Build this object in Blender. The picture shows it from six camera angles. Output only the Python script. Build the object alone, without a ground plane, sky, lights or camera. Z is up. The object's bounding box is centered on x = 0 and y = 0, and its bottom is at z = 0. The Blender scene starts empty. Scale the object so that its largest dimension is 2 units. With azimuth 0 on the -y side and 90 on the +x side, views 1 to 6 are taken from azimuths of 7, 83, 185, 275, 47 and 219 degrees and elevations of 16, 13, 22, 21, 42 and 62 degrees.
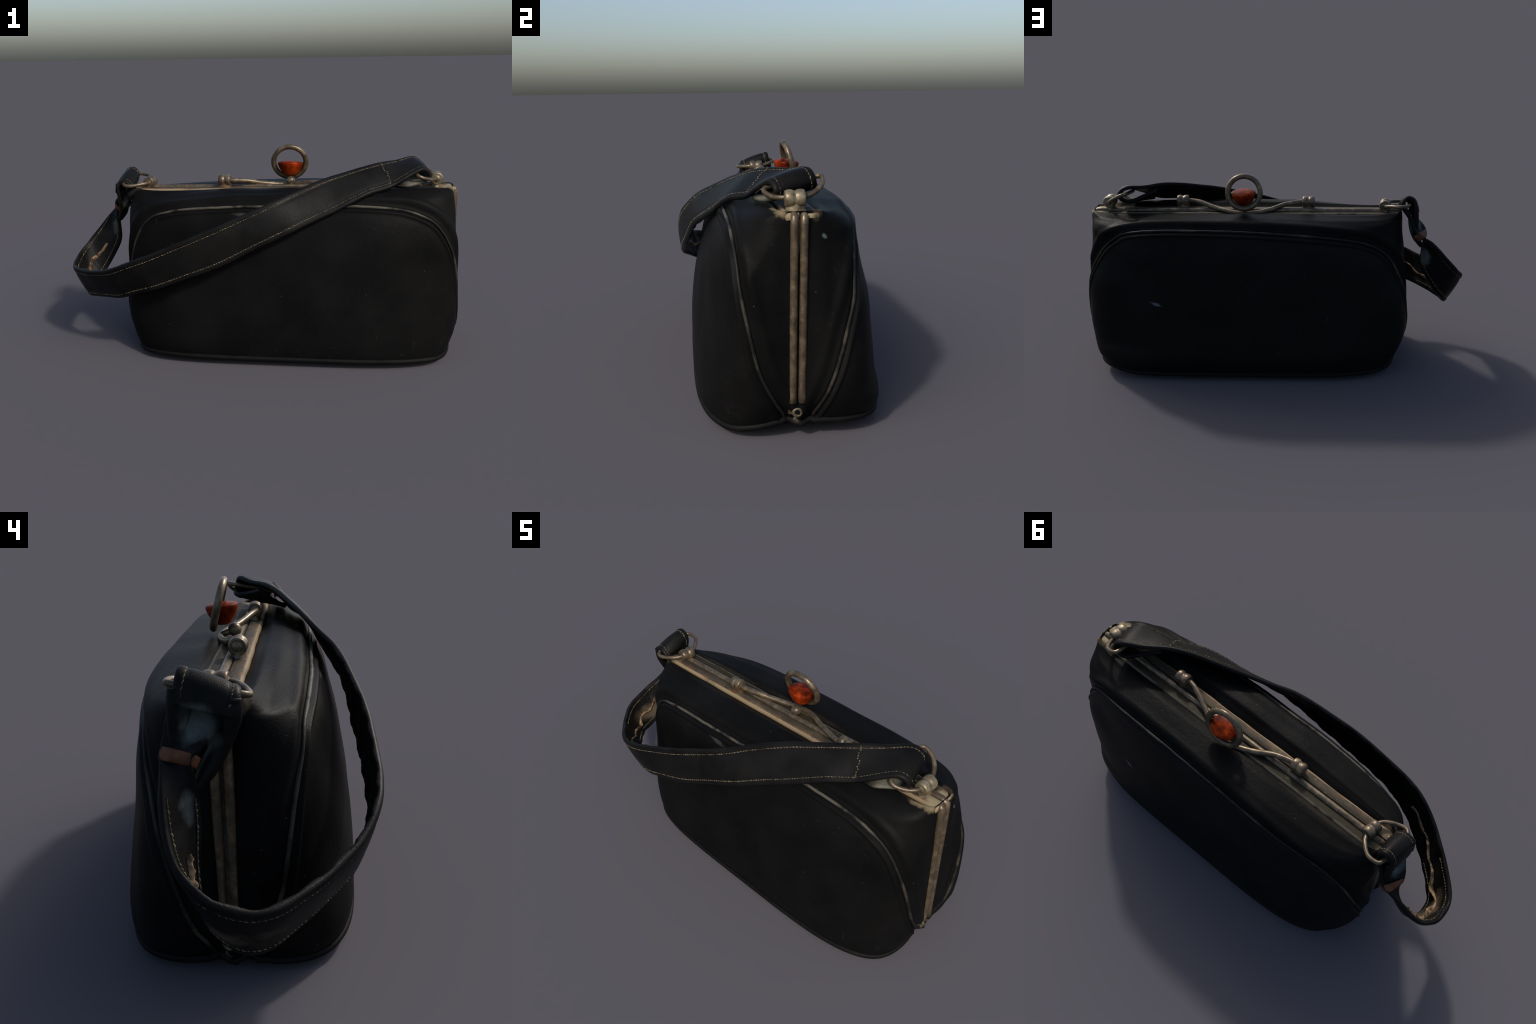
import bpy, bmesh, math, random
import numpy as np
from mathutils import Vector, Matrix
from mathutils.kdtree import KDTree

random.seed(7)
rng = np.random.default_rng(7)
COL = bpy.context.scene.collection

# ------------------------------------------------------------------ helpers
def smooth01(x, a, b):
    t = np.clip((np.asarray(x, float) - a) / (b - a), 0, 1)
    return t * t * (3 - 2 * t)

def unit(v):
    v = np.asarray(v, float)
    return v / np.maximum(np.linalg.norm(v, axis=-1, keepdims=True), 1e-12)

def spline(P, n, closed=False):
    """Centripetal-like Catmull-Rom through P, resampled to n points of equal arc length."""
    P = np.asarray(P, float)
    if closed:
        Q = np.vstack([P[-1], P, P[0], P[1]])
    else:
        Q = np.vstack([2 * P[0] - P[1], P, 2 * P[-1] - P[-2]])
    out = []
    for i in range(1, len(Q) - 2):
        t = np.linspace(0, 1, 24, endpoint=False)[:, None]
        a, b, c, d = Q[i - 1], Q[i], Q[i + 1], Q[i + 2]
        out.append(0.5 * ((2 * b) + (c - a) * t + (2 * a - 5 * b + 4 * c - d) * t**2 + (3 * b - a - 3 * c + d) * t**3))
    out = np.vstack(out + [Q[-2][None]])
    d = np.r_[0, np.cumsum(np.linalg.norm(np.diff(out[:, :3], axis=0), axis=1))]
    s = np.linspace(0, d[-1], n)
    if closed:
        s = np.linspace(0, d[-1], n + 1)[:-1]
    return np.stack([np.interp(s, d, out[:, k]) for k in range(out.shape[1])], 1)

def add_mesh(name, verts, faces, mat, parent=None, smooth=True, mats=None):
    me = bpy.data.meshes.new(name)
    me.from_pydata([tuple(map(float, v)) for v in verts], [], faces)
    me.validate()
    for p in me.polygons:
        p.use_smooth = smooth
    me.materials.append(mat)
    o = bpy.data.objects.new(name, me)
    COL.objects.link(o)
    if parent is not None:
        o.parent = parent
    return o

def frames(P, closed=False, up=(0, 0, 1)):
    P = np.asarray(P, float)
    if closed:
        T = unit(np.roll(P, -1, 0) - np.roll(P, 1, 0))
    else:
        T = unit(np.gradient(P, axis=0))
    N = np.zeros_like(P)
    u = np.asarray(up, float)
    if abs(u @ T[0]) > 0.9:
        u = np.array([1.0, 0, 0])
    n = unit(u - (u @ T[0]) * T[0])
    for i in range(len(P)):
        n = unit(n - (n @ T[i]) * T[i])
        N[i] = n
    return T, N, np.cross(T, N)

def tube_geo(P, r, sides=12, closed=False, caps=True, squash=1.0):
    P = np.asarray(P, float)
    r = np.broadcast_to(np.asarray(r, float), (len(P),))
    T, N, Bn = frames(P, closed)
    if closed:   # spread the frame's twist so that the ends meet
        a = math.atan2(N[-1] @ Bn[0], N[-1] @ N[0])
        ang = -a * np.arange(len(P)) / len(P)
        N, Bn = (N * np.cos(ang)[:, None] + Bn * np.sin(ang)[:, None], Bn * np.cos(ang)[:, None] - N * np.sin(ang)[:, None])
    th = np.linspace(0, 2 * np.pi, sides, endpoint=False)
    V = (P[:, None] + r[:, None, None] * (np.cos(th)[None, :, None] * N[:, None] + squash * np.sin(th)[None, :, None] * Bn[:, None])).reshape(-1, 3)
    F, m = [], len(P)
    for i in range(m if closed else m - 1):
        j = (i + 1) % m
        for k in range(sides):
            l = (k + 1) % sides
            F.append((i * sides + k, i * sides + l, j * sides + l, j * sides + k))
    if caps and not closed:
        F.append(tuple(range(sides))[::-1])
        F.append(tuple((m - 1) * sides + k for k in range(sides)))
    return V, F

def tube(name, P, r, mat, parent, sides=12, closed=False, squash=1.0):
    V, F = tube_geo(P, r, sides, closed, squash=squash)
    return add_mesh(name, V, F, mat, parent)

def lathe_geo(profile, centre, axis, sides=32):
    """profile: (distance along axis, radius) pairs, revolved about the axis through centre."""
    ax = unit(axis)
    h = np.array([0, 0, 1.0]) if abs(ax[2]) < 0.9 else np.array([1.0, 0, 0])
    e1 = unit(np.cross(ax, h)); e2 = np.cross(ax, e1)
    V, F = [], []
    for d, r in profile:
        for k in range(sides):
            t = 2 * math.pi * k / sides
            V.append(np.asarray(centre) + ax * d + r * (math.cos(t) * e1 + math.sin(t) * e2))
    m = len(profile)
    for i in range(m - 1):
        for k in range(sides):
            l = (k + 1) % sides
            F.append((i * sides + k, i * sides + l, (i + 1) * sides + l, (i + 1) * sides + k))
    F.append(tuple(range(sides))[::-1])
    F.append(tuple((m - 1) * sides + k for k in range(sides)))
    return V, F

def merge(parts):
    V, F = [], []
    for v, f in parts:
        o = len(V)
        V += [tuple(x) for x in v]
        F += [tuple(i + o for i in q) for q in f]
    return V, F

# ---------------------------------------------------------------- materials
class Mat:
    def __init__(self, name, rough=0.5, spec=0.4, metallic=0.0):
        self.m = bpy.data.materials.new(name)
        self.m.use_nodes = True
        self.nt = self.m.node_tree
        self.b = self.nt.nodes["Principled BSDF"]
        self.b.inputs["Roughness"].default_value = rough
        self.b.inputs["Specular IOR Level"].default_value = spec
        self.b.inputs["Metallic"].default_value = metallic
        self.co = self.nt.nodes.new("ShaderNodeTexCoord").outputs["Object"]
    def link(self, a, b):
        self.nt.links.new(a, b)
    def mapped(self, scale=(1, 1, 1), rot=(0, 0, 0), loc=(0, 0, 0)):
        n = self.nt.nodes.new("ShaderNodeMapping")
        n.inputs["Scale"].default_value = scale
        n.inputs["Rotation"].default_value = rot
        n.inputs["Location"].default_value = loc
        self.link(self.co, n.inputs["Vector"])
        return n.outputs["Vector"]
    def noise(self, scale, detail=4, rough=0.55, vec=None):
        n = self.nt.nodes.new("ShaderNodeTexNoise")
        n.inputs["Scale"].default_value = scale
        n.inputs["Detail"].default_value = detail
        n.inputs["Roughness"].default_value = rough
        self.link(self.co if vec is None else vec, n.inputs["Vector"])
        return n.outputs["Fac"]
    def voronoi(self, scale, vec=None, out="Distance"):
        n = self.nt.nodes.new("ShaderNodeTexVoronoi")
        n.inputs["Scale"].default_value = scale
        self.link(self.co if vec is None else vec, n.inputs["Vector"])
        return n.outputs[out]
    def ramp(self, fac, stops):
        n = self.nt.nodes.new("ShaderNodeValToRGB")
        e = n.color_ramp.elements
        while len(e) < len(stops):
            e.new(0.5)
        for k, (p, c) in zip(e, stops):
            k.position = p
            k.color = (*c, 1) if len(c) == 3 else c
        self.link(fac, n.inputs["Fac"])
        return n.outputs["Color"]
    def step(self, fac, a, b, lo=0.0, hi=1.0):
        n = self.nt.nodes.new("ShaderNodeMapRange")
        n.interpolation_type = "SMOOTHSTEP"
        for k, v in zip(("From Min", "From Max", "To Min", "To Max"), (a, b, lo, hi)):
            n.inputs[k].default_value = v
        self.link(fac, n.inputs["Value"])
        return n.outputs["Result"]
    def math(self, op, a, b=None):
        n = self.nt.nodes.new("ShaderNodeMath")
        n.operation = op
        for i, v in enumerate((a, b)):
            if v is None:
                continue
            if isinstance(v, (int, float)):
                n.inputs[i].default_value = v
            else:
                self.link(v, n.inputs[i])
        return n.outputs[0]
    def mix(self, fac, a, b):
        n = self.nt.nodes.new("ShaderNodeMix")
        n.data_type = "RGBA"
        if isinstance(fac, (int, float)):
            n.inputs[0].default_value = fac
        else:
            self.link(fac, n.inputs[0])
        for i, v in ((6, a), (7, b)):
            if isinstance(v, tuple):
                n.inputs[i].default_value = (*v, 1)
            else:
                self.link(v, n.inputs[i])
        return n.outputs[2]
    def blob(self, centre, radii, rot=(0, 0, 0), wob=0.0, wobscale=30):
        """1 inside an ellipsoid, 0 outside, with a ragged soft rim."""
        n = self.nt.nodes.new("ShaderNodeVectorMath"); n.operation = "SUBTRACT"
        self.link(self.co, n.inputs[0]); n.inputs[1].default_value = centre
        r = self.nt.nodes.new("ShaderNodeVectorRotate"); r.rotation_type = "EULER_XYZ"; r.invert = True
        self.link(n.outputs[0], r.inputs["Vector"]); r.inputs["Rotation"].default_value = rot
        d = self.nt.nodes.new("ShaderNodeVectorMath"); d.operation = "DIVIDE"
        self.link(r.outputs[0], d.inputs[0]); d.inputs[1].default_value = radii
        l = self.nt.nodes.new("ShaderNodeVectorMath"); l.operation = "LENGTH"
        self.link(d.outputs[0], l.inputs[0])
        v = l.outputs["Value"]
        if wob:
            v = self.math("ADD", v, self.math("MULTIPLY", self.math("SUBTRACT", self.noise(wobscale), 0.5), wob))
        return self.step(v, 1.0, 0.45)
    def sep(self):
        n = self.nt.nodes.new("ShaderNodeSeparateXYZ")
        self.link(self.co, n.inputs[0])
        return n.outputs
    def bump(self, h, strength, dist):
        n = self.nt.nodes.new("ShaderNodeBump")
        n.inputs["Strength"].default_value = strength
        n.inputs["Distance"].default_value = dist
        self.link(h, n.inputs["Height"])
        self.link(n.outputs["Normal"], self.b.inputs["Normal"])
    def colour(self, c):
        if isinstance(c, tuple):
            self.b.inputs["Base Color"].default_value = (*c, 1)
        else:
            self.link(c, self.b.inputs["Base Color"])
        return self

BLACK, BLACK2 = (0.0040, 0.0040, 0.0039), (0.0061, 0.0060, 0.0058)
TAN, TAN2, TAN3 = (0.098, 0.074, 0.048), (0.052, 0.038, 0.024), (0.19, 0.148, 0.088)
SCUFF = (0.085, 0.105, 0.105)

def leather(name, stains=(), scuffs=(), spec=0.035):
    M = Mat(name, rough=0.46, spec=spec)
    c = M.mix(M.step(M.noise(5, 5), 0.35, 0.7), BLACK, BLACK2)
    # dust: sparse pale specks
    v = M.voronoi(26)
    speck = M.math("MULTIPLY", M.step(v, 0.095, 0.04), M.step(M.noise(7, 2), 0.48, 0.62))
    c = M.mix(M.math("MULTIPLY", speck, 0.45), c, (0.075, 0.08, 0.075))
    fl = M.math('MULTIPLY', M.step(M.noise(95, 3, .6, M.mapped((.7, 1, 1), loc=(4, 2, 6))), .69, .76), M.step(M.noise(6, 3, .5, M.mapped(loc=(8, 3, 1))), .5, .62))
    c = M.mix(M.math('MULTIPLY', fl, .55), c, (0.05, 0.05, 0.045))
    v2 = M.noise(55, 3, 0.6, M.mapped((1, 1, 0.35)))
    c = M.mix(M.math("MULTIPLY", M.math("MULTIPLY", M.step(v2, 0.66, 0.78), M.step(M.noise(3.3, 2), 0.5, 0.65)), 0.5), c, (0.04, 0.042, 0.042))
    for cen, rad, rot, col, amt in scuffs:
        b = M.blob(cen, rad, rot, 0.9, 45)
        c = M.mix(M.math("MULTIPLY", b, amt), c, col)
    for cen, rad, rot, col, amt in stains:
        b = M.blob(cen, rad, rot, 0.8, 38)
        c = M.mix(M.math("MULTIPLY", b, amt), c, col)
    M.colour(c)
    h = M.math("ADD", M.noise(260, 2, 0.5, M.mapped((0.35, 0.35, 1.0))), M.math("MULTIPLY", M.noise(30, 4), 1.2))
    M.bump(h, 0.22, 0.004)
    return M.m

def bronze(name, base=TAN, dark=TAN2, light=TAN3, rough=0.36, rust=0.35, gold=0.6):
    """Tarnished metal: brown body, rubbed pale gold flecks, dark pits and a little rust."""
    M = Mat(name, rough=rough, spec=0.4, metallic=0.45)
    c = M.ramp(M.noise(30, 5, 0.62), [(0.30, dark), (0.50, base), (0.72, light)])
    g = M.math("MULTIPLY", M.step(M.noise(85, 4, 0.7, M.mapped((1, 1, .6), loc=(7, 5, 1))), 0.54, 0.66), M.step(M.noise(9, 3, .5, M.mapped(loc=(2, 8, 4))), .42, .6))
    c = M.mix(M.math("MULTIPLY", g, gold), c, (0.25, 0.21, 0.11))
    r = M.math("MULTIPLY", M.step(M.noise(24, 4, 0.65, M.mapped(loc=(3, 1, 2))), 0.60, 0.72), rust)
    c = M.mix(r, c, (0.16, 0.055, 0.02))
    p = M.math("MULTIPLY", M.step(M.noise(110, 3, 0.65, M.mapped(loc=(1, 5, 9))), 0.58, 0.70), 0.7)
    c = M.mix(M.math('MULTIPLY', p, .7), c, (0.022, 0.018, 0.013))
    M.colour(c)
    M.bump(M.noise(60, 3), 0.12, 0.003)
    return M.m

def plain(name, c1, c2, scale, rough=0.6, spec=0.3):
    M = Mat(name, rough=rough, spec=spec)
    M.colour(M.mix(M.step(M.noise(scale, 4), 0.38, 0.64), c1, c2))
    M.bump(M.noise(scale * 3, 3), 0.25, 0.003)
    return M.m

# ============================================================ THE BAG'S BODY
X0, Y0 = 0.15, 0.03          # axis of the bag; Y0 is where the frame runs
# level: z, x right end, x left end, y front, y back, corner roundness (superellipse power) front right, front left, back right, back left
LEVELS = np.array([
    (0.010, .895, -.570, -.275, .322, 4.2, 4.4, 5.5, 4.8),
    (0.017, .932, -.606, -.315, .354, 4.2, 4.4, 5.0, 4.4),
    (0.038, .952, -.628, -.336, .380, 4.0, 4.4, 5.2, 4.4),
    (0.072, .968, -.646, -.342, .391, 3.7, 4.3, 5.1, 4.3),
    (0.120, .986, -.666, -.344, .396, 3.4, 4.0, 4.4, 4.0),
    (0.200, 1.001, -.695, -.342, .388, 3.2, 3.6, 3.8, 3.7),
    (0.300, 1.007, -.706, -.336, .374, 3.1, 3.3, 3.9, 3.7),
    (0.400, 1.004, -.703, -.324, .362, 3.2, 3.2, 4.0, 3.7),
    (0.500, .997, -.693, -.306, .349, 3.5, 3.3, 4.2, 3.7),
    (0.600, .983, -.682, -.282, .336, 3.8, 3.5, 4.1, 3.7),
    (0.680, .966, -.674, -.258, .322, 3.8, 3.6, 4.0, 3.5),
    (0.730, .960, -.668, -.238, .311, 3.6, 3.5, 3.9, 3.3),
    (0.770, .956, -.665, -.215, .303, 3.5, 3.3, 4.0, 3.1),
    (0.800, .953, -.663, -.188, .289, 3.6, 3.0, 3.7, 3.0),
    (0.822, .951, -.662, -.146, .258, 3.7, 3.1, 3.3, 3.0),
    (0.834, .950, -.661, -.104, .216, 3.9, 3.4, 3.3, 3.2),
    (0.836, .949, -.661, -.068, .153, 4.5, 4.5, 3.8, 4.0),
    (0.824, .947, -.659, -.042, .105, 6.0, 6.0, 6.0, 6.0),
    (0.806, .944, -.656, -.012, .072, 8.0, 8.0, 8.0, 8.0),
])
TILT = 0.013                 # the top rises slightly to the right

def level_rows(n):
    L = LEVELS
    w = np.column_stack([L[:, 0], L[:, 3], L[:, 4]])
    s = np.r_[0, np.cumsum(np.linalg.norm(np.diff(w, axis=0), axis=1))]
    t = np.linspace(0, s[-1], n)
    # monotone cubic (Fritsch-Carlson style) on every column
    out = []
    h = np.diff(s)
    for k in range(L.shape[1]):
        y = L[:, k]; d = np.diff(y) / h
        m = np.zeros(len(y)); m[0], m[-1] = d[0], d[-1]
        for i in range(1, len(y) - 1):
            if d[i - 1] * d[i] > 0:
                w1, w2 = 2 * h[i] + h[i - 1], h[i] + 2 * h[i - 1]
                m[i] = (w1 + w2) / (w1 / d[i - 1] + w2 / d[i])
        i = np.clip(np.searchsorted(s, t, "right") - 1, 0, len(h) - 1)
        u = (t - s[i]) / h[i]
        out.append((2*u**3 - 3*u**2 + 1) * y[i] + (u**3 - 2*u**2 + u) * h[i] * m[i] + (-2*u**3 + 3*u**2) * y[i+1] + (u**3 - u**2) * h[i] * m[i+1])
    return np.stack(out, 1)

NQ = 235
def quadrant(a, b, n):
    """Points of equal spacing on x/a, y/b superellipse from (a,0) to (0,b)."""
    t = np.linspace(0, np.pi / 2, 500)
    x = a * np.abs(np.cos(t)) ** (2 / n); y = b * np.abs(np.sin(t)) ** (2 / n)
    d = np.r_[0, np.cumsum(np.hypot(np.diff(x), np.diff(y)))]
    s = np.linspace(0, d[-1], NQ + 1)[:-1]
    return np.interp(s, d, x), np.interp(s, d, y)

def ring(row):
    z, xr, xl, yf, yb, nfr, nfl, nbr, nbl = row
    ar, al, bf, bb = xr - X0, X0 - xl, Y0 - yf, yb - Y0
    x1, y1 = quadrant(ar, bb, nbr)                 # right -> back
    x2, y2 = quadrant(bb, al, nbl)                 # back -> left (axes swapped)
    x3, y3 = quadrant(al, bf, nfl)                  # left -> front
    x4, y4 = quadrant(bf, ar, nfr)                  # front -> right
    X = np.concatenate([x1, -y2, -x3, y4]); Y = np.concatenate([y1, x2, -y3, -x4])
    return np.column_stack([X + X0, Y + Y0, np.full(len(X), z)])

NR = 330
ROWS = level_rows(NR)
G = np.stack([ring(r) for r in ROWS])              # rows x around x 3
NA = G.shape[1]

def seat(P):
    """Tilt of the top and the lifted right end of the base."""
    P = P.copy()
    top = smooth01(P[..., 2], 0.3, 0.8)
    P[..., 2] += top * TILT * (P[..., 0] - X0)
    low = 1 - smooth01(P[..., 2], 0.02, 0.25)
    lift = 0.030 * smooth01(P[..., 0], 0.70, 0.95) * smooth01(P[..., 1], -0.26, -0.02)
    P[..., 2] += low * (lift + .007 * smooth01(P[..., 1], -.2, -.32))
    # the gusset's shoulders fall away towards the two ends
    off = smooth01(np.abs(P[..., 1] - Y0), .05, .13) * smooth01(P[..., 2], .76, .83)
    P[..., 2] -= off * np.where(P[..., 1] < Y0, .028, .016) * smooth01(X0 - P[..., 0], .20, .75)
    return P

# piping: the line where the panels meet the gusset, as y over z at both ends
def pipe_front_y(z): return np.interp(z, [0.03, .06, .12, .18, .30, .40, .50, .594, .68, .72, .76, .80], [-.020, -.030, -.052, -.080, -.132, -.153, -.165, -.174, -.184, -.194, -.206, -.215])
def pipe_back_y(z):  return np.interp(z, [0.03, .06, .12, .18, .35, .44, .53, .60, .68, .74, .79, .82], [.070, .080, .103, .128, .180, .202, .228, .242, .262, .278, .287, .295])
PF = [(.955, .035), (.968, .12), (.981, .20), (.989, .30), (.974, .40), (.945, .50), (.908, .594), (.855, .675), (.787, .722), (.700, .756), (.579, .772), (.418, .778), (.2, .779), (0, .777), (-.166, .771), (-.338, .765), (-.463, .745), (-.535, .715), (-.587, .652), (-.634, .567), (-.664, .48), (-.690, .38), (-.692, .28), (-.675, .17), (-.655, .10), (-.62, .035)]
PB = [(.955, .055), (.968, .14), (.984, .25), (.987, .35), (.976, .44), (.957, .525), (.925, .61), (.87, .69), (.815, .735), (.742, .775), (.622, .793), (.446, .796), (.25, .792), (.103, .786), (-.071, .776), (-.25, .762), (-.418, .739), (-.519, .710), (-.592, .652), (-.644, .562), (-.674, .457), (-.688, .36), (-.686, .26), (-.672, .17), (-.655, .10), (-.62, .035)]

def curve3(P, fy):
    c = np.array([(x, fy(z), z) for x, z in P])
    return spline(c, 500)
CF, CB = curve3(PF, pipe_front_y), curve3(PB, pipe_back_y)

def kd_of(pts):
    kd = KDTree(len(pts))
    for i, p in enumerate(pts):
        kd.insert(p, i)
    kd.balance()
    return kd

def project(C, pts):
    """Snap a curve onto the undisplaced body, then smooth it."""
    kd = kd_of(pts)
    Q = np.array([kd.find(p)[0] for p in C])
    for _ in range(12):
        Q[1:-1] = 0.25 * Q[:-2] + 0.5 * Q[1:-1] + 0.25 * Q[2:]
    return Q

flat = G.reshape(-1, 3)
CF, CB = project(CF, flat), project(CB, flat)

def grid_normals(G):
    du = np.roll(G, -1, 1) - np.roll(G, 1, 1)
    dv = np.gradient(G, axis=0)
    return unit(np.cross(du, dv))
N = grid_normals(G)

def dist_to(C, P):
    d = np.full(len(P), 9.0); 
    for i in range(0, len(C), 50):
        q = C[i:i + 50]
        d = np.minimum(d, np.sqrt(((P[:, None] - q[None]) ** 2).sum(-1)).min(1))
    return d
P = flat
DF = dist_to(CF, P).reshape(NR, NA); DB = dist_to(CB, P).reshape(NR, NA)
X, Y, Z = G[..., 0], G[..., 1], G[..., 2]
front_top = np.interp(X, *zip(*[(x, z) for x, z in sorted(PF) if z > .45]))
back_top = np.interp(X, *zip(*[(x, z) for x, z in sorted(PB) if z > .45]))
def side_of(C):
    """Which side of a curve on the skin each grid point lies on (+ to the left of its run)."""
    kd = kd_of(C); T = unit(np.gradient(C, axis=0))
    idx = np.array([kd.find(p)[1] for p in P])
    S = np.cross(T[idx], N.reshape(-1, 3))
    return (((P - C[idx]) * S).sum(1)).reshape(NR, NA)
SF, SB = side_of(CF), side_of(CB)
is_front = (Y < pipe_front_y(Z)) & (Z < 0.79)
is_back = (Y > pipe_back_y(Z)) & (Z < 0.80)
is_front = np.where(DF < .07, SF < 0, is_front)
is_back = np.where(DB < .07, SB > 0, is_back)

def value_noise(P, scale, seed):
    """Smooth sum of a few random plane waves: gentle sags and folds."""
    r = np.random.default_rng(seed); out = np.zeros(P.shape[:-1])
    for _ in range(9):
        k = unit(r.normal(size=3)) * scale * r.uniform(0.6, 1.6)
        out += np.sin(P @ k + r.uniform(0, 6.28))
    return out / 4.2

disp = np.zeros((NR, NA))
for D, panel in ((DF, is_front), (DB, is_back)):
    lower = 1 - smooth01(Z, 0.15, 0.55)
    disp -= 0.010 * np.exp(-(D / 0.012) ** 2)                       # trench along the piping
    disp -= (0.003 + 0.008 * lower) * np.exp(-(D / 0.045) ** 2)     # soft valley about it
    disp += np.where(panel, 0.0065 * np.exp(-((D - 0.024) / 0.008) ** 2), -0.005 * np.exp(-((D - 0.022) / 0.012) ** 2) + 0.007 * np.exp(-((D - 0.055) / 0.018) ** 2))
# valley beside the frame at the two ends and along the top
ends = smooth01(np.abs(X - X0), 0.72, 0.79)
yd = np.abs(Y - 0.028)
rod_x = np.where(X > X0, .957 + .012 * np.clip((.81 - Z) / .66, 0, 1), -.656)
amp = np.clip(np.where(X > X0, X - rod_x, rod_x - X) + 0.005, 0, .06)
sunk = np.clip(amp - np.where(X > X0, .001, .022), 0, .06) * 0.85 * (1 - np.exp(-(np.minimum(DF, DB) / .032) ** 2)) * (~is_front & ~is_back)
dent = np.maximum(amp * np.exp(-(yd / 0.045) ** 2), sunk)
for _ in range(6):
    dent = (dent + np.roll(dent, 1, 1) + np.roll(dent, -1, 1) + np.vstack([dent[:1], dent[:-1]]) + np.vstack([dent[1:], dent[-1:]])) / 5
disp -= ends * dent * smooth01(Z, 0.03, 0.10)
# crease from the frame's upper corner down into the gusset
disp += ends * 0.005 * np.exp(-((yd - 0.085) / 0.035) ** 2) * smooth01(Z, 0.05, 0.3) * (1 - smooth01(Z, 0.72, 0.8))
# slack leather: sagging and dents
mid = smooth01(Z, 0.02, 0.12)
disp += mid * (0.003 * value_noise(G, 9, 3) + 0.0018 * value_noise(G, 26, 4))
# broad dents where the stiff panels have sunk: right of and below the strap, and on the back
def sunk_spot(x, z, rx, rz, front):
    return np.exp(-((X - x) / rx) ** 2 - ((Z - z) / rz) ** 2) * ((Y < Y0) if front else (Y > Y0))
disp -= 0.020 * sunk_spot(.62, .38, .20, .17, True)
disp -= 0.014 * sunk_spot(.80, .53, .12, .11, True)
disp -= 0.022 * sunk_spot(-.40, .54, .22, .17, True)
disp -= 0.012 * sunk_spot(-.55, .33, .12, .11, True)
disp -= 0.013 * sunk_spot(.66, .56, .16, .13, False)
disp -= 0.012 * sunk_spot(-.42, .47, .20, .18, False)
# the front right corner stands proud along its piping
disp += 0.008 * smooth01(X0 - X, .72, .80) * smooth01(Z, .06, .15) * (1 - smooth01(Z, .45, .6)) * smooth01(Y, .03, .12)
disp -= 0.012 * smooth01(X, .62, .82) * smooth01(Y, .08, .16) * smooth01(Z, .50, .66)
disp += 0.007 * smooth01(X, .84, .95) * smooth01(-Y, .02, .10) * smooth01(Z, .18, .30) * (1 - smooth01(Z, .50, .66))
disp *= (1 - smooth01(np.arange(NR), NR * .90, NR * .96))[:, None]
G2 = seat(G + N * disp[..., None])
G2[..., 2] = np.maximum(G2[..., 2], 0.009)

body_mats = {}
def build_body(parent):
    verts = G2.reshape(-1, 3)
    cen = np.array([[X0, 0.025, 0.006]])
    verts = np.vstack([verts, cen])
    c = len(verts) - 1
    idx = np.arange(NR * NA).reshape(NR, NA)
    a = idx[:-1]; b = np.roll(idx, -1, 1)[:-1]; d = idx[1:]; e = np.roll(idx, -1, 1)[1:]
    quads = np.stack([a, b, e, d], -1).reshape(-1, 4)
    fm = 0
    z = ROWS[:, 0]
    base_row = int(np.argmax(z > 0.018))
    part = np.zeros((NR - 1, NA), int)                         # 0 gusset
    part[is_front[:-1]] = 1
    part[is_back[:-1]] = 2
    part[:base_row] = 3
    part = part.reshape(-1)
    # smooth normals of the whole skin
    gn = grid_normals(G2).reshape(-1, 3)
    gn = np.vstack([gn, [[0, 0, -1]]])
    names = {0: "gusset", 1: "front_panel", 2: "back_panel", 3: "base"}
    for k, nm in names.items():
        q = quads[part == k]
        faces = [tuple(map(int, f)) for f in q]
        if k == 3:
            faces += [(int(idx[0, (i + 1) % NA]), int(idx[0, i]), c) for i in range(NA)]
        used = np.unique(np.concatenate([np.array(f) for f in faces]))
        remap = {int(u): i for i, u in enumerate(used)}
        o = add_mesh(nm, verts[used], [tuple(remap[i] for i in f) for f in faces], body_mats[nm], parent)
        o.data.normals_split_custom_set_from_vertices([tuple(n) for n in gn[used]])

# ================================================================ ASSEMBLY
bag = bpy.data.objects.new("handbag", None)
COL.objects.link(bag)
bag["label"] = "worn black leather frame handbag with amber clasp and strap"
bag["category"] = "handbag"

top_stain = []
body_mats["gusset"] = leather("black_leather_gusset",
    stains=[((.90, -.035, .835), (.075, .030, .03), (0, 0, .25), TAN3, 0.85),
            ((.93, .095, .83), (.05, .022, .03), (0, 0, -.3), TAN2, 0.8),
            ((-.63, -.03, .80), (.055, .022, .03), (0, 0, 0), TAN, 0.8),
            ((.14, .115, .83), (.30, .016, .03), (0, 0, 0), TAN2, 0.18),
            ((-.35, .112, .815), (.25, .014, .03), (0, 0, 0), TAN2, 0.25)],
    scuffs=[((.955, .118, .755), (.03, .009, .016), (.7, 0, 0), SCUFF, 0.9),
            ((.905, -.15, .70), (.006, .02, .03), (0, -.5, 0), SCUFF, 0.3)])
body_mats["front_panel"] = leather("black_leather_front",
    scuffs=[((-.06, -.235, .735), (.06, .03, .012), (0, .1, 0), (.05, .052, .045), 0.55),
            ((.905, -.26, .11), (.006, .03, .035), (0, -.5, 0), SCUFF, 0.45)])
body_mats["back_panel"] = leather("black_leather_back", spec=0.075,
    scuffs=[((.590, .36, .425), (.040, .03, .011), (0, -.3, 0), (.08, .10, .105), 0.9)])
body_mats["base"] = plain("black_leather_base", BLACK, BLACK2, 12, 0.6, 0.08)
build_body(bag)

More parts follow.
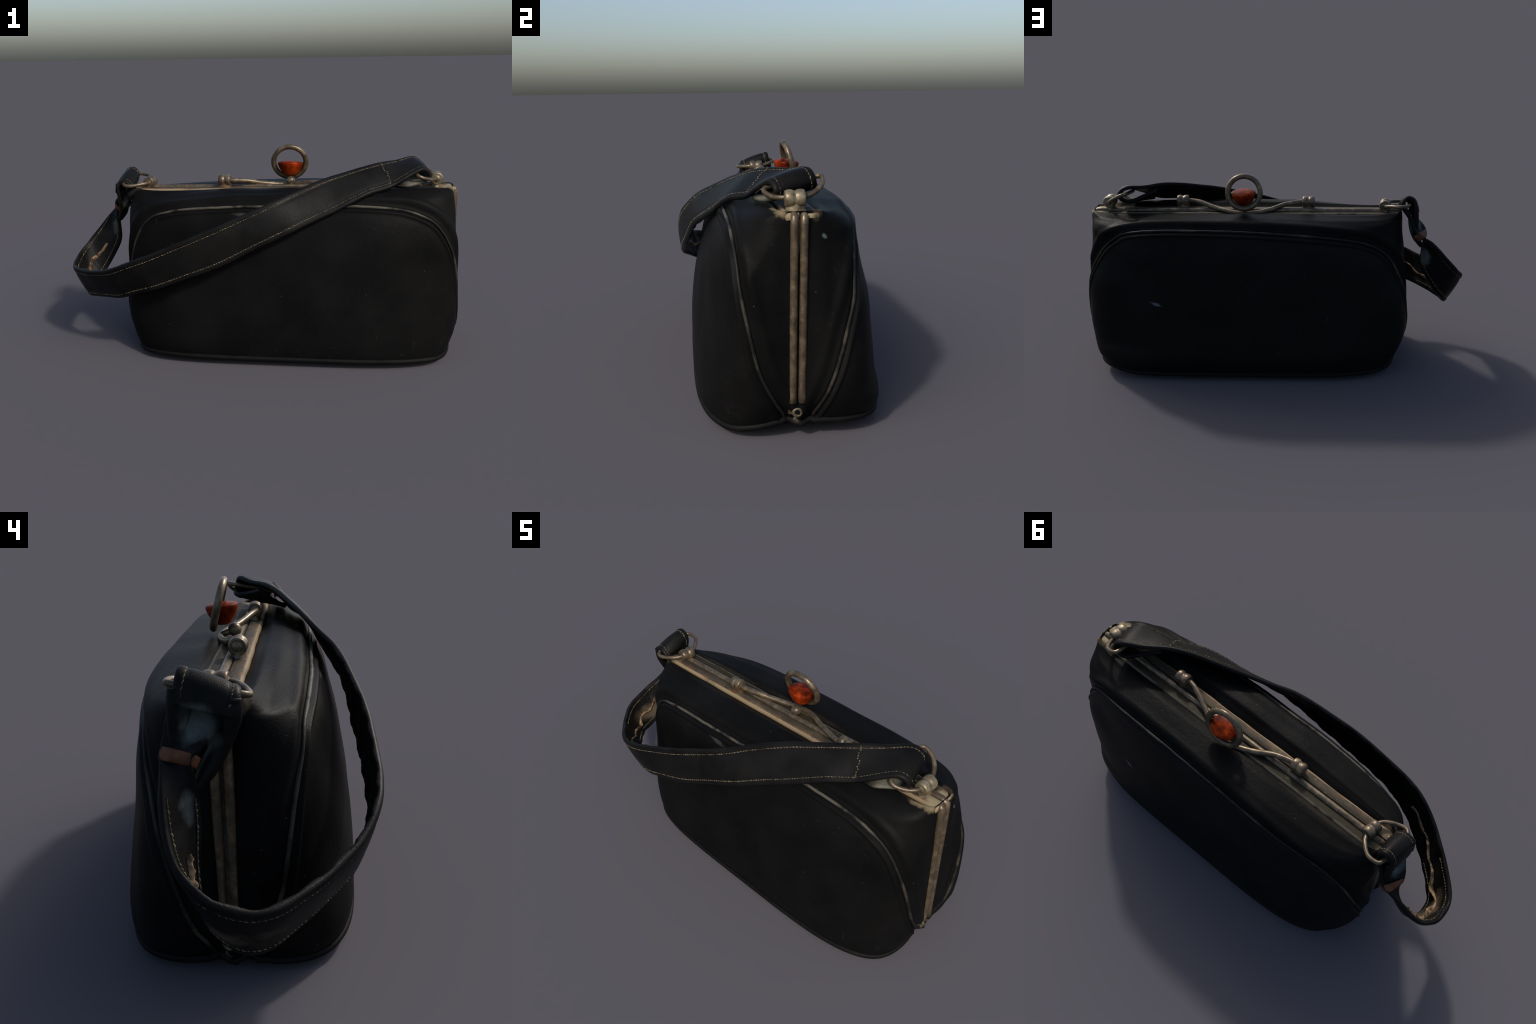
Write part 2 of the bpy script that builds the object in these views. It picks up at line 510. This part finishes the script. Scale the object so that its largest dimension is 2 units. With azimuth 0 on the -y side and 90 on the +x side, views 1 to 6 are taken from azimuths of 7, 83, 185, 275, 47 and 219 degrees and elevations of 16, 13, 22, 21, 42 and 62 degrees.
piping_mat = Mat("worn_piping", rough=0.5, spec=0.12)
topf = piping_mat.math('MULTIPLY', piping_mat.math('MULTIPLY', piping_mat.step(piping_mat.sep()[2], .70, .76), piping_mat.step(piping_mat.sep()[1], -.1, -.15)), piping_mat.step(piping_mat.noise(11, 4), .38, .56))
wear = piping_mat.math("MULTIPLY", piping_mat.step(piping_mat.noise(7, 5, .65), 0.46, 0.66), 0.8)
piping_mat.colour(piping_mat.mix(topf, piping_mat.mix(wear, (0.010, 0.0095, 0.009), (0.055, 0.050, 0.038)), (.072, .066, .052)))
piping_mat.bump(piping_mat.noise(80, 3), 0.3, 0.003)
piping_mat = piping_mat.m

def on_body(C, inset=0.0):
    """Displace a body curve the way the body is displaced below it."""
    kd = kd_of(flat)
    out = []
    for p in C:
        i = kd.find(p)[1]
        out.append(G2.reshape(-1, 3)[i] + N.reshape(-1, 3)[i] * inset)
    out = np.array(out)
    for _ in range(10):
        out[1:-1] = 0.25 * out[:-2] + 0.5 * out[1:-1] + 0.25 * out[2:]
    return out
for C in (CF, CB):
    tube("piping", on_body(C, 0.005), 0.0068, piping_mat, bag, 10)
row = int(np.argmax(ROWS[:, 0] > 0.031))
welt = G2[row][::4]
tube("base_welt", welt + N[row][::4] * 0.0, 0.013, body_mats["base"], bag, 12, closed=True)

# ------------------------------------------------------------------- frame
metal = bronze("aged_bronze", gold=.35)
metal_dark = bronze("dark_bronze", (0.05, 0.04, 0.03), (0.024, 0.02, 0.015), (0.09, 0.072, 0.045), 0.5, 0.25)
cream = bronze("pale_worn_brass", (0.19, 0.155, 0.098), (0.085, 0.066, 0.04), (0.32, 0.27, 0.18), 0.42, 0.2)
brass = bronze("worn_brass", (0.10, 0.083, 0.05), (0.05, 0.04, 0.025), (0.19, 0.16, 0.095), 0.45, 0.2)
ivory = bronze("worn_gilt", (0.125, 0.098, 0.066), (0.065, 0.05, 0.034), (0.22, 0.175, 0.115), 0.5, 0.25)
ZT = 0.822
def top_z(x): return ZT + TILT * (x - X0)

def frame_path(y0, y1, y2, parts):
    """Rod of one half of the frame: any of the left end (l), the top (t), the right end (r)."""
    pts = []
    if "l" in parts:
        for t in np.linspace(0, 1, 30):
            pts.append((-.652 - .006 * math.sin(math.pi * t) - 0.003 * t, y0 + (y1 - y0) * t, .135 + (top_z(-.66) - .010 - .135) * t))
    if "t" in parts:
        for t in np.linspace(0.012, .988, 60):
            pts.append((-.655 + 1.608 * t, y1, top_z(-.655 + 1.608 * t) + .002))
    if parts == "l":
        pts.append((-.640, y1, top_z(-.64) + .001))
    if parts == "r":
        pts.append((.942, y1, top_z(.942) + .002))
    if "r" in parts:
        for t in np.linspace(0, 1, 30):
            pts.append((.957 + .012 * t, y1 + (y2 - y1) * t, top_z(.955) - .010 - (top_z(.955) - .010 - .148) * t))
    return np.array(pts)
tube("frame_rod", frame_path(.010, .012, .001, "l"), 0.0145, metal, bag, 14)
tube("frame_rod", frame_path(.010, .012, .001, "r"), 0.0145, metal, bag, 14)
tube("frame_rod", frame_path(.048, .047, .035, "ltr"), 0.0145, metal, bag, 14)

# the flat gilt flanges that clamp the leather along the top, and the dark seam plate between the rods
def flange(prof):
    V, F = [], []
    n = 120
    for i in range(n + 1):
        x = -.655 + 1.606 * i / n
        w = 0.0012 * math.sin(x * 11) + 0.0008 * math.sin(x * 31)
        for y, h in prof:
            V.append((x, y + w * (abs(y - .03) > .03), top_z(x) + h))
    m = len(prof)
    for i in range(n):
        for k in range(m - 1):
            F.append((i * m + k, i * m + k + 1, (i + 1) * m + k + 1, (i + 1) * m + k))
    F.append(tuple(range(m))[::-1]); F.append(tuple(n * m + k for k in range(m)))
    return V, F
NEAR = [(-.014, -.020), (-.0175, -.012), (-.0165, -.003), (-.011, .004), (-.003, .0065), (.012, .0075), (.027, .0075), (.0305, .005), (.0315, .000), (.0315, -.012)]
FAR = [(.056, -.012), (.058, .000), (.064, .003), (.078, .003), (.088, .005), (.097, .004), (.102, -.002), (.101, -.014)]
FM = Mat("rubbed_gilt_plate", rough=.6, spec=.12, metallic=.0)
yy = FM.sep()[1]
wob = FM.math("MULTIPLY", FM.math("SUBTRACT", FM.noise(45, 3), .5), .008)
yw = FM.math("ADD", yy, wob)
c = FM.ramp(FM.noise(22, 5, .65, FM.mapped((.4, 1, 1))), [(.3, (.026, .020, .013)), (.5, (.050, .039, .026)), (.72, (.100, .078, .046))])
c = FM.mix(FM.step(yy, .052, .058), c, FM.mix(FM.noise(30, 3), (.012, .010, .006), (.034, .027, .015)))
near_edge = FM.math("MULTIPLY", FM.step(yw, -.0055, -.0125), FM.step(FM.noise(7, 3), .25, .45))
rust = FM.math("MULTIPLY", FM.math("MULTIPLY", FM.step(yw, .004, -.004), FM.step(yw, -.013, -.008)), FM.step(FM.noise(17, 4, .7), .47, .60))
c = FM.mix(FM.math("MULTIPLY", near_edge, .95), c, (.235, .175, .105))
c = FM.mix(FM.math("MULTIPLY", rust, .35), c, (.20, .075, .028))
c = FM.mix(FM.math("MULTIPLY", FM.step(yw, .088, .094), FM.math("MULTIPLY", FM.step(FM.noise(8, 3), .35, .5), .85)), c, (.095, .083, .056))
fleck = FM.step(FM.noise(60, 3, .7), .64, .72)
c = FM.mix(FM.math("MULTIPLY", fleck, .6), c, (.18, .16, .10))
c = FM.mix(FM.blob((.93, .03, .835), (.060, .08, .05), (0, 0, 0), .7, 50), c, (.24, .195, .12))
c = FM.mix(FM.math("MULTIPLY", FM.blob((-.63, .03, .815), (.06, .08, .05), (0, 0, 0), .7, 50), .7), c, (.17, .135, .08))
c = FM.mix(FM.math("MULTIPLY", FM.step(yy, .027, .0305), FM.step(yy, .050, .046)), c, (.006, .005, .003))
FM.colour(c)
FM.bump(FM.noise(60, 3), .12, .003)
for prof in (NEAR, FAR):
    V, F = flange(prof)
    add_mesh("frame_plate", V, F, FM.m, bag)
for xe, s in ((.944, 1), (-.640, -1)):
    P = [(xe + s * 0.004 + s * .012 * (1 - t) + (0 if s > 0 else -.004 * math.sin(math.pi * t)), .0295 - .009 * (1 - t), .10 + (top_z(xe) - .115) * t) for t in np.linspace(0, 1, 24)]
    V, F = [], []
    for p in P:
        V += [(p[0] - .02 * s, p[1] - .036, p[2]), (p[0], p[1] - .034, p[2]), (p[0] + .004 * s, p[1], p[2]), (p[0], p[1] + .034, p[2]), (p[0] - .02 * s, p[1] + .036, p[2])]
    for i in range(len(P) - 1):
        for k in range(4):
            q = (i * 5 + k, i * 5 + k + 1, (i + 1) * 5 + k + 1, (i + 1) * 5 + k)
            F.append(q if s > 0 else q[::-1])
    add_mesh("frame_backing", V, F, metal_dark, bag)

# riveted pivots at the foot of both ends
for c, s in (((.966, .018, .109), 1), ((-.655, .032, .108), -1)):
    prof = [(-.012, .020), (.003, .020), (.008, .017), (.009, .012), (.005, .008), (-.002, .006)]
    V, F = lathe_geo(prof, c, (s, 0, 0.05), 24)
    add_mesh("frame_pivot", V, F, brass, bag)
    V, F = lathe_geo([(-.01, .016), (0.0, .016), (.003, .012)], (c[0] - .004 * s, c[1], c[2] - .034), (s, 0, 0), 16)
    add_mesh("pivot_tab", V, F, metal_dark, bag)

# ------------------------------------------------------------------- clasp
def bead_profile(r, length, hole):
    p = [(-length, hole * .8), (-length + .004, hole), (-length + .003, r * .72)]
    for c in (-length / 2, length / 2):
        for t in np.linspace(-1, 1, 9):
            p.append((c + t * length / 2 * .86, r * (0.80 + 0.20 * math.sqrt(max(0, 1 - (t * .98) ** 2)))))
    return p + [(length - .003, r * .72), (length - .004, hole), (length, hole * .8)]

def double_bead(name, centre, axis, r, length, foot_z, mat, foot=(.034, .024)):
    body = lathe_geo(bead_profile(r, length, r * .5), centre, axis, 32)
    cx, cy, cz = centre
    a, b = foot
    h = cz - foot_z
    fp = []
    for zz, k in ((foot_z - .006, 1.15), (foot_z + .004, 1.0), (cz - .4 * h, .92), (cz, .9)):
        fp += [(cx + k * a * math.cos(t), cy + k * b * math.sin(t), zz) for t in np.linspace(0, 2 * math.pi, 20, endpoint=False)]
    F = [(i * 20 + k, i * 20 + (k + 1) % 20, (i + 1) * 20 + (k + 1) % 20, (i + 1) * 20 + k) for i in range(3) for k in range(20)]
    V, F = merge([body, (fp, F)])
    return add_mesh(name, V, F, mat, bag)
def rusty_bronze():
    m = bronze("rusty_bronze")
    M = Mat.__new__(Mat)
    M.m, M.nt = m, m.node_tree
    M.b = M.nt.nodes["Principled BSDF"]
    M.co = M.nt.nodes.new("ShaderNodeTexCoord").outputs["Object"]
    c = M.b.inputs["Base Color"].links[0].from_socket
    for cen in ((-.152, .017, .852), (.446, .012, .862), (-.185, .0, .832), (.478, -.01, .845)):
        c = M.mix(M.math("MULTIPLY", M.blob(cen, (.013, .034, .026), (0, 0, 0), .8, 60), .7), c, (.20, .085, .034))
    M.colour(c)
    return m
knob_metal = rusty_bronze()
double_bead("clasp_knob", (-.185, .019, .860), (1, -.02, .01), .030, .033, top_z(-.19), knob_metal)
double_bead("clasp_knob", (.478, .012, .872), (1, .02, .02), .030, .033, top_z(.48), knob_metal)
rod = spline([(-.175, .018, .860), (-.148, .017, .859), (-.104, .027, .857), (-.060, .041, .852), (.013, .074, .836), (.083, .099, .828), (.144, .110, .828), (.210, .101, .834), (.306, .058, .847), (.384, .023, .865), (.433, .008, .869), (.46, .010, .871)], 90)
tube("clasp_rod", rod, 0.0125, metal, bag, 14)
V, F = lathe_geo([(.024 * math.sin(t), max(.002, .024 * math.cos(t))) for t in np.linspace(-1.5, 1.5, 16)], (.149, .062, .852), (0, 0, 1), 24)
ballfoot = lathe_geo([(-.03, .015), (-.01, .012), (0, .012)], (.149, .055, .845), (0, .2, 1), 16)
neck = tube_geo(np.array([(.149, .062, .850), (.147, .09, .842), (.145, .110, .834)]), .011, 10)
V, F = merge([(V, F), ballfoot, neck])
clasp_ball = add_mesh("clasp_ball", V, F, metal, bag)

# upright ring, leaning a little to the front
rc, R = np.array([.1395, .113, .941]), .0825
e1, e2 = np.array([1.0, 0.04, 0]), unit([0, -.26, .965])
ring_pts = [rc + R * (math.cos(t) * unit(e1) + math.sin(t) * e2) for t in np.linspace(0, 2 * math.pi, 64, endpoint=False)]
tube("clasp_ring", ring_pts, 0.0138, metal, bag, 14, closed=True)

amber = Mat("amber_resin", rough=0.35, spec=0.04)
n = amber.noise(16, 5, 0.62, amber.mapped((1, 1, 0.6)))
c = amber.ramp(n, [(0.32, (0.020, 0.003, 0.0015)), (0.48, (0.115, 0.012, 0.002)), (0.62, (0.24, 0.030, 0.004)), (0.8, (0.33, 0.055, 0.007))])
amber.colour(c)
gc = np.array([.1445, .104, .938])
ga = unit([.02, .07, 1.0])
gem_prof = [(-.067, .020), (-.060, .033), (-.046, .046), (-.030, .056), (-.016, .0625), (-.006, .0655), (.000, .0655), (.004, .060), (.008, .042), (.010, .015)]
V, F = lathe_geo(gem_prof, gc, ga, 18)
V = [tuple(gc + (np.array(v) - gc) * np.array([1.0, 0.88, 1.0])) for v in V]
gem = add_mesh("amber_gem", V, F, amber.m, bag)
bm = bmesh.new(); bm.from_mesh(gem.data)
bmesh.ops.bevel(bm, geom=[e for e in bm.edges if e.calc_length() > .004], offset=.0018, segments=2, affect="EDGES")
bm.to_mesh(gem.data); bm.free()
for p in gem.data.polygons: p.use_smooth = True

# ------------------------------------------------- strap hinges and D-rings
double_bead("strap_hinge", (-.580, .041, .846), (.12, 1, .03), .030, .036, top_z(-.58), metal, (.022, .034))
double_bead("strap_hinge", (.868, .027, .878), (.02, 1, .03), .032, .039, top_z(.868), cream, (.022, .034))
ringR = spline([(.862, -.015, .880), (.835, -.045, .880), (.795, -.070, .890), (.768, -.066, .903), (.760, -.02, .915), (.757, .06, .928), (.757, .125, .940), (.772, .143, .940), (.815, .135, .920), (.845, .108, .898), (.862, .068, .882), (.866, .03, .878)], 90, closed=True)
tube("strap_ring", ringR, 0.0095, metal, bag, 12, closed=True)
ringL = spline([(-.585, .000, .846), (-.615, -.030, .842), (-.665, -.052, .837), (-.696, -.044, .842), (-.702, .00, .852), (-.700, .08, .865), (-.694, .136, .871), (-.674, .150, .870), (-.635, .146, .867), (-.600, .115, .860), (-.582, .085, .852), (-.578, .04, .846)], 90, closed=True)
tube("strap_ring", ringL, 0.009, metal, bag, 12, closed=True)

# ------------------------------------------------------------ shoulder strap
# pairs of (upper edge, lower edge) from the loop at the right ring to the loop at the left ring
STRAP = np.array([
    (.615, .005, .930, .668, -.105, .852),
    (.680, .060, .910, .712, -.100, .852),
    (0.729, 0.112, 0.899, 0.759, -0.070, 0.856),
    (0.769, 0.125, 0.906, 0.809, -0.050, 0.868),
    (0.791, 0.120, 0.929, 0.834, -0.042, 0.889),
    (0.782, 0.112, 0.956, 0.826, -0.046, 0.914),
    (0.746, 0.098, 0.971, 0.788, -0.062, 0.930),
    (0.672, 0.046, 0.960, 0.712, -0.100, 0.892),
    (.585, -.022, .958, .640, -.130, .852),
    (0.490, -0.077, 0.942, 0.545, -0.187, 0.833),
    (0.408, -0.115, 0.923, 0.460, -0.225, 0.798),
    (0.312, -0.158, 0.898, 0.375, -0.251, 0.755),
    (0.165, -0.231, 0.844, 0.260, -0.289, 0.706),
    (0.070, -0.285, 0.804, 0.160, -0.321, 0.661),
    (-0.066, -0.334, 0.748, 0.010, -0.345, 0.591),
    (-0.222, -0.370, 0.684, -0.158, -0.365, 0.507),
    (-0.385, -0.389, 0.615, -0.323, -0.377, 0.446),
    (-0.515, -0.396, 0.561, -0.454, -0.375, 0.396),
    (-0.613, -0.382, 0.521, -0.575, -0.341, 0.356),
    (-.726, -.334, .472, -.675, -.290, .315),
    (-.835, -.254, .440, -.770, -.220, .295),
    (-.910, -.185, .428, -.838, -.160, .278),
    (-.967, -.126, .420, -.890, -.110, .262),
    (-.995, -.070, .422, -.913, -.060, .256),
    (-1.003, -.010, .436, -.916, -.010, .270),
    (-.997, .050, .460, -.897, .040, .305),
    (-.968, .100, .495, -.850, .082, .370),
    (-.942, .127, .528, -.800, .090, .450),
    (-.899, .148, .577, -.765, .086, .520),
    (-.852, .158, .630, -.762, .082, .590),
    (-.806, .160, .672, -.772, .078, .650),
    (-.745, .160, .708, -.782, .076, .700),
    (-.714, .156, .738, -.770, .050, .735),
    (-.706, .150, .785, -.712, -.004, .780),
    (-0.668, 0.132, 0.846, -0.662, -0.030, 0.816),
    (-0.658, 0.122, 0.886, -0.660, -0.036, 0.834),
    (-0.684, 0.116, 0.916, -0.696, -0.038, 0.862),
    (-0.722, 0.118, 0.902, -0.732, -0.038, 0.848),
    (-0.736, 0.126, 0.866, -0.746, -0.034, 0.824),
    (-0.742, 0.130, 0.834, -0.751, -0.026, 0.796),
])
NS = 620
SP = spline(STRAP, NS)
for _ in range(6):
    SP[1:-1] = .25 * SP[:-2] + .5 * SP[1:-1] + .25 * SP[2:]
SU, SL = SP[:, :3], SP[:, 3:]
SC = (SU + SL) / 2
ST = unit(np.gradient(SC, axis=0))
SW = SU - SL
S_len = np.r_[0, np.cumsum(np.linalg.norm(np.diff(SC, axis=0), axis=1))]
SN = unit(np.cross(SW, ST))                        # outward face
SL, SU = SL + SW * .04, SU - SW * .04
SHIFT = np.interp(S_len / S_len[-1], [0, .42, .55, .7, 1], [-.003, -.003, -.010, -.008, -.008])[:, None]
SL, SU = SL + SN * SHIFT, SU + SN * SHIFT
SW = SU - SL
def strap_point(i, w, off):
    """w: 0 lower edge .. 1 upper edge; off: height above the middle layer."""
    return SL[i] + SW[i] * w + SN[i] * off

# cross-section: two leather layers, rolled edges
def strap_section(k=9):
    pts = []
    for t in np.linspace(0, 1, 17):                # outer face, lower to upper
        lip = 0.0035 * (np.exp(-((t - .045) / .035) ** 2) + np.exp(-((t - .955) / .035) ** 2))
        dip = 0.0022 * (np.exp(-((t - .115) / .022) ** 2) + np.exp(-((t - .885) / .022) ** 2))
        pts.append((t, 0.0085 + lip - dip))
    for a in np.linspace(np.pi / 2, -np.pi / 2, 7)[1:-1]:
        pts.append((1 + 0.045 * math.cos(a), 0.0095 * math.sin(a)))
    for t in np.linspace(1, 0, 13):
        lip = 0.003 * (np.exp(-((t - .05) / .05) ** 2) + np.exp(-((t - .95) / .05) ** 2))
        pts.append((t, -0.0085 - lip))
    for a in np.linspace(-np.pi / 2, -3 * np.pi / 2, 7)[1:-1]:
        pts.append((0 + 0.045 * math.cos(a), 0.0095 * math.sin(a)))
    return pts
sec = strap_section()
m = len(sec)
V = []
sag = value_noise(SC, 16, 11) * 0.003
torn = smooth01(S_len, .25 * S_len[-1], .35 * S_len[-1]) * (1 - smooth01(S_len, .74 * S_len[-1], .8 * S_len[-1]))
jag = np.convolve(rng.normal(size=NS), np.ones(7) / 7, "same")
for i in range(NS):
    for w, off in sec:
        o = off
        if off < -0.004:                            # ragged lining on the inside
            o -= torn[i] * (0.004 * abs(jag[i]) + 0.002 * math.sin(S_len[i] * 60 + w * 5))
        bow = 0.006 * (1 - (2 * w - 1) ** 2)
        V.append(strap_point(i, w, o + bow + sag[i]))
F = []
for i in range(NS - 1):
    for k in range(m):
        l = (k + 1) % m
        F.append((i * m + k, (i + 1) * m + k, (i + 1) * m + l, i * m + l))
F.append(tuple(range(m))); F.append(tuple((NS - 1) * m + k for k in range(m))[::-1])

SM = Mat("strap_leather", rough=0.42, spec=0.07)
c = SM.mix(SM.step(SM.noise(9, 4), .35, .68), (0.0046, 0.0045, 0.0043), (0.0080, 0.0078, 0.0074))
v = SM.voronoi(48)
c = SM.mix(SM.math("MULTIPLY", SM.math("MULTIPLY", SM.step(v, .10, .04), SM.step(SM.noise(8, 2), .55, .65)), .4), c, (.07, .065, .055))
suede = SM.mix(SM.noise(60, 4, .7), (0.045, 0.052, 0.050), (0.13, 0.145, 0.135))
for cen, rad, amt in (((-.71, .07, .765), (.07, .065, .095), .95), ((-.775, .11, .58), (.05, .035, .075), .9)):
    c = SM.mix(SM.math("MULTIPLY", SM.blob(cen, rad, (0, 0, 0), .9, 22), amt), c, suede)
c = SM.mix(SM.math('MULTIPLY', SM.blob((.745, -.02, .862), (.085, .12, .032), (0, 0, 0), .5, 30), .9), c, SM.mix(SM.noise(50, 3), (.07, .066, .052), (.17, .16, .125)))
c = SM.mix(SM.math('MULTIPLY', SM.blob((-.925, -.035, .345), (.05, .11, .05), (0, 0, 0), 1.0, 26), .55), c, (.11, .085, .055))
for cen, rad, amt in (((.63, -.105, .86), (.014, .03, .03), .25), ((-.69, .12, .93), (.02, .02, .015), 1.0)):
    c = SM.mix(SM.math("MULTIPLY", SM.blob(cen, rad, (0, 0, 0), .9, 40), amt), c, TAN2)
SM.colour(c)
SM.bump(SM.math("ADD", SM.noise(220, 2), SM.noise(40, 3)), .2, .004)
strap = add_mesh("shoulder_strap", V, F, SM.m, bag)

# stitching: two rows of short threads along the edges and a cross row at each loop
thread = plain("waxed_thread", (0.075, 0.060, 0.037), (0.15, 0.125, 0.08), 60, .75, .15)
def capsule(a, b, r, nrm):
    a, b, nrm = map(np.asarray, (a, b, nrm))
    t = np.linspace(-1, 1, 5)
    P = np.array([(a + b) / 2 + (b - a) / 2 * k for k in t])
    rr = r * np.array([.45, .95, 1.0, .95, .45])
    return tube_geo(P, rr, 6)
pieces = []
i_at = lambda s: int(np.clip(np.searchsorted(S_len, s), 1, NS - 2))
bowf = lambda w: 0.006 * (1 - (2 * w - 1) ** 2)
pitch = 0.0135
s = 0.13
stitch_i = i_at(0.41)
thread_runs = []
def row_of(face, w, a, b):
    off = (.0078 + bowf(w)) if face > 0 else (-.0125 + bowf(w))
    idx = range(i_at(a), i_at(b), 1)
    P = np.array([strap_point(i, w, off - .0012 * face + sag[i]) for i in idx])
    thread_runs.append(tube_geo(P, .0020, 6))
    s = a
    while s < b - pitch:
        i0, i1 = i_at(s), max(i_at(s) + 1, i_at(s + pitch * rng.uniform(.45, .62)))
        if rng.random() > .12:
            dw = rng.uniform(.008, .016)
            pieces.append(capsule(strap_point(i0, w - dw, off + sag[i0]), strap_point(i1, w + dw, off + sag[i1]), .0026 * rng.uniform(.7, 1.15), SN[i0]))
        s += pitch * rng.uniform(.95, 1.05)
for w in (.105, .895):
    row_of(1, w, .12, S_len[-1] - .02)
    row_of(-1, w, .66 * S_len[-1], .86 * S_len[-1])
# cross row where the right loop is sewn shut
k0 = int(np.argmin(np.linalg.norm(SU - np.array([.590, -.022, .950]), axis=1)))
for w in np.arange(.06, .97, .075):
    j = k0 + int(rng.integers(-1, 2))
    pieces.append(capsule(strap_point(j, w, .0095 + bowf(w) + sag[j]), strap_point(j, min(w + .05, .97), .0095 + bowf(w) + sag[j]), .0027, SN[j]))
V, F = merge(pieces)
groove = plain("dull_thread", (0.028, 0.024, 0.016), (0.065, 0.053, 0.033), 40, .8, .1)
Vg, Fg = merge(thread_runs)
run = add_mesh("thread_run", Vg, Fg, groove, strap)
run["kind"] = "stuff"
st = add_mesh("stitching", V, F, thread, strap)
st["kind"] = "stuff"

# torn tan lining showing along the inside of the strap's lower turn
lining = plain("torn_lining", (0.05, 0.033, 0.02), (0.26, 0.175, 0.10), 34, .8, .15)
L0, L1 = int(np.argmin(np.linalg.norm(SU - np.array([-.613, -.381, .517]), axis=1))), int(np.argmin(np.linalg.norm(SU - np.array([-.93, .13, .535]), axis=1)))
V, F = [], []
for n_, i in enumerate(range(L0, L1, 1)):
    t = n_ / (L1 - L0)
    w = .42 + .10 * math.sin(t * 9) + .05 * math.sin(t * 31) + .02 * jag[i]
    h = (.004 + .016 * abs(math.sin(t * 13 + 1)) * math.sin(math.pi * t) + .010 * abs(jag[i])) * (0.4 + t)
    wd = .045 + .03 * math.sin(t * 17)
    for dw, dh in ((-wd - .02, .000), (-wd * .4, .8), (0.0, 1.0), (.02, .85), (.035, .0)):
        V.append(strap_point(i, w + dw, -.0085 + bowf(w) + sag[i] + .002 - .003 - h * dh))
q = 5
for i in range(len(V) // q - 1):
    for k in range(q - 1):
        F.append((i * q + k, i * q + k + 1, (i + 1) * q + k + 1, (i + 1) * q + k))
add_mesh("torn_lining", V, F, lining, strap)

# the strap's loose end below the left loop: torn into two curled tails
def tail(name, path, width, side):
    C = spline([p for p in path], 40)
    wd = np.interp(np.linspace(0, 1, 40), np.linspace(0, 1, len(width)), width)
    T = unit(np.gradient(C, axis=0))
    W = unit(np.cross(np.array([-1.0, .15, .1]), T))
    Nn = np.cross(T, W)
    V, F = [], []
    sec2 = [(-1, 0), (-.9, .007), (-.45, .0085), (0, .008), (.45, .0085), (.9, .007), (1, 0), (.9, -.006), (0, -.006), (-.9, -.006)]
    for i in range(40):
        for w, o in sec2:
            curl = .35 * wd[i] * (w * side + .2) ** 2
            V.append(C[i] + W[i] * w * wd[i] / 2 + Nn[i] * (o - curl * (1 if Nn[i][0] < 0 else -1)))
    q = len(sec2)
    for i in range(39):
        for k in range(q):
            l = (k + 1) % q
            F.append((i * q + k, i * q + l, (i + 1) * q + l, (i + 1) * q + k))
    F.append(tuple(range(q))[::-1]); F.append(tuple(39 * q + k for k in range(q)))
    return add_mesh(name, V, F, SM.m, strap)
tail("strap_tail", [(-.733, .116, .868), (-.738, .120, .81), (-.738, .124, .76), (-.742, .128, .725), (-.748, .128, .69)], [.05, .055, .05, .045, .03], 1)
tail("strap_tail", [(-.740, -.012, .845), (-.738, -.008, .80), (-.735, .010, .75), (-.742, .036, .70), (-.762, .064, .655), (-.775, .080, .63)], [.05, .058, .055, .055, .05, .02], -1)

# keeper: a red-brown band round the strap below the left loop
keeper = plain("brown_keeper_leather", (0.066, 0.026, 0.012), (0.115, 0.047, 0.023), 30, .6, .15)
V, F = [], []
th = np.linspace(0, 2 * np.pi, 40, endpoint=False)
kb = int(np.argmin(np.linalg.norm(SC - np.array([-.763, .118, .704]), axis=1)))
def keeper_ring(d, g, t):
    """A point of the band, which follows the strap's own twist: d along the strap, g swell, t round it."""
    f = np.clip(kb + d / (S_len[-1] / (NS - 1)), 0, NS - 2)
    i = int(f); u = f - i
    mixd = lambda A: A[i] * (1 - u) + A[i + 1] * u
    c, w, n = mixd(SC), mixd(SW), mixd(SN)
    cw, sw = math.cos(t), math.sin(t)
    a = math.copysign(abs(cw) ** .55, cw) * (np.linalg.norm(w) / 2 + .008) * (1 + (g - 1) * .35)
    b = math.copysign(abs(sw) ** .7, sw) * .0235 * g
    return c + unit(w) * a + unit(n) * (b + .003)
for d, g in ((-.020, .80), (-.019, .97), (-.010, 1.04), (.0, 1.06), (.010, 1.04), (.019, .97), (.020, .80)):
    for t in th:
        V.append(keeper_ring(d, g, t))
for i in range(6):
    for k in range(40):
        l = (k + 1) % 40
        F.append((i * 40 + k, i * 40 + l, (i + 1) * 40 + l, (i + 1) * 40 + k))
add_mesh("strap_keeper", V, F, keeper, strap)
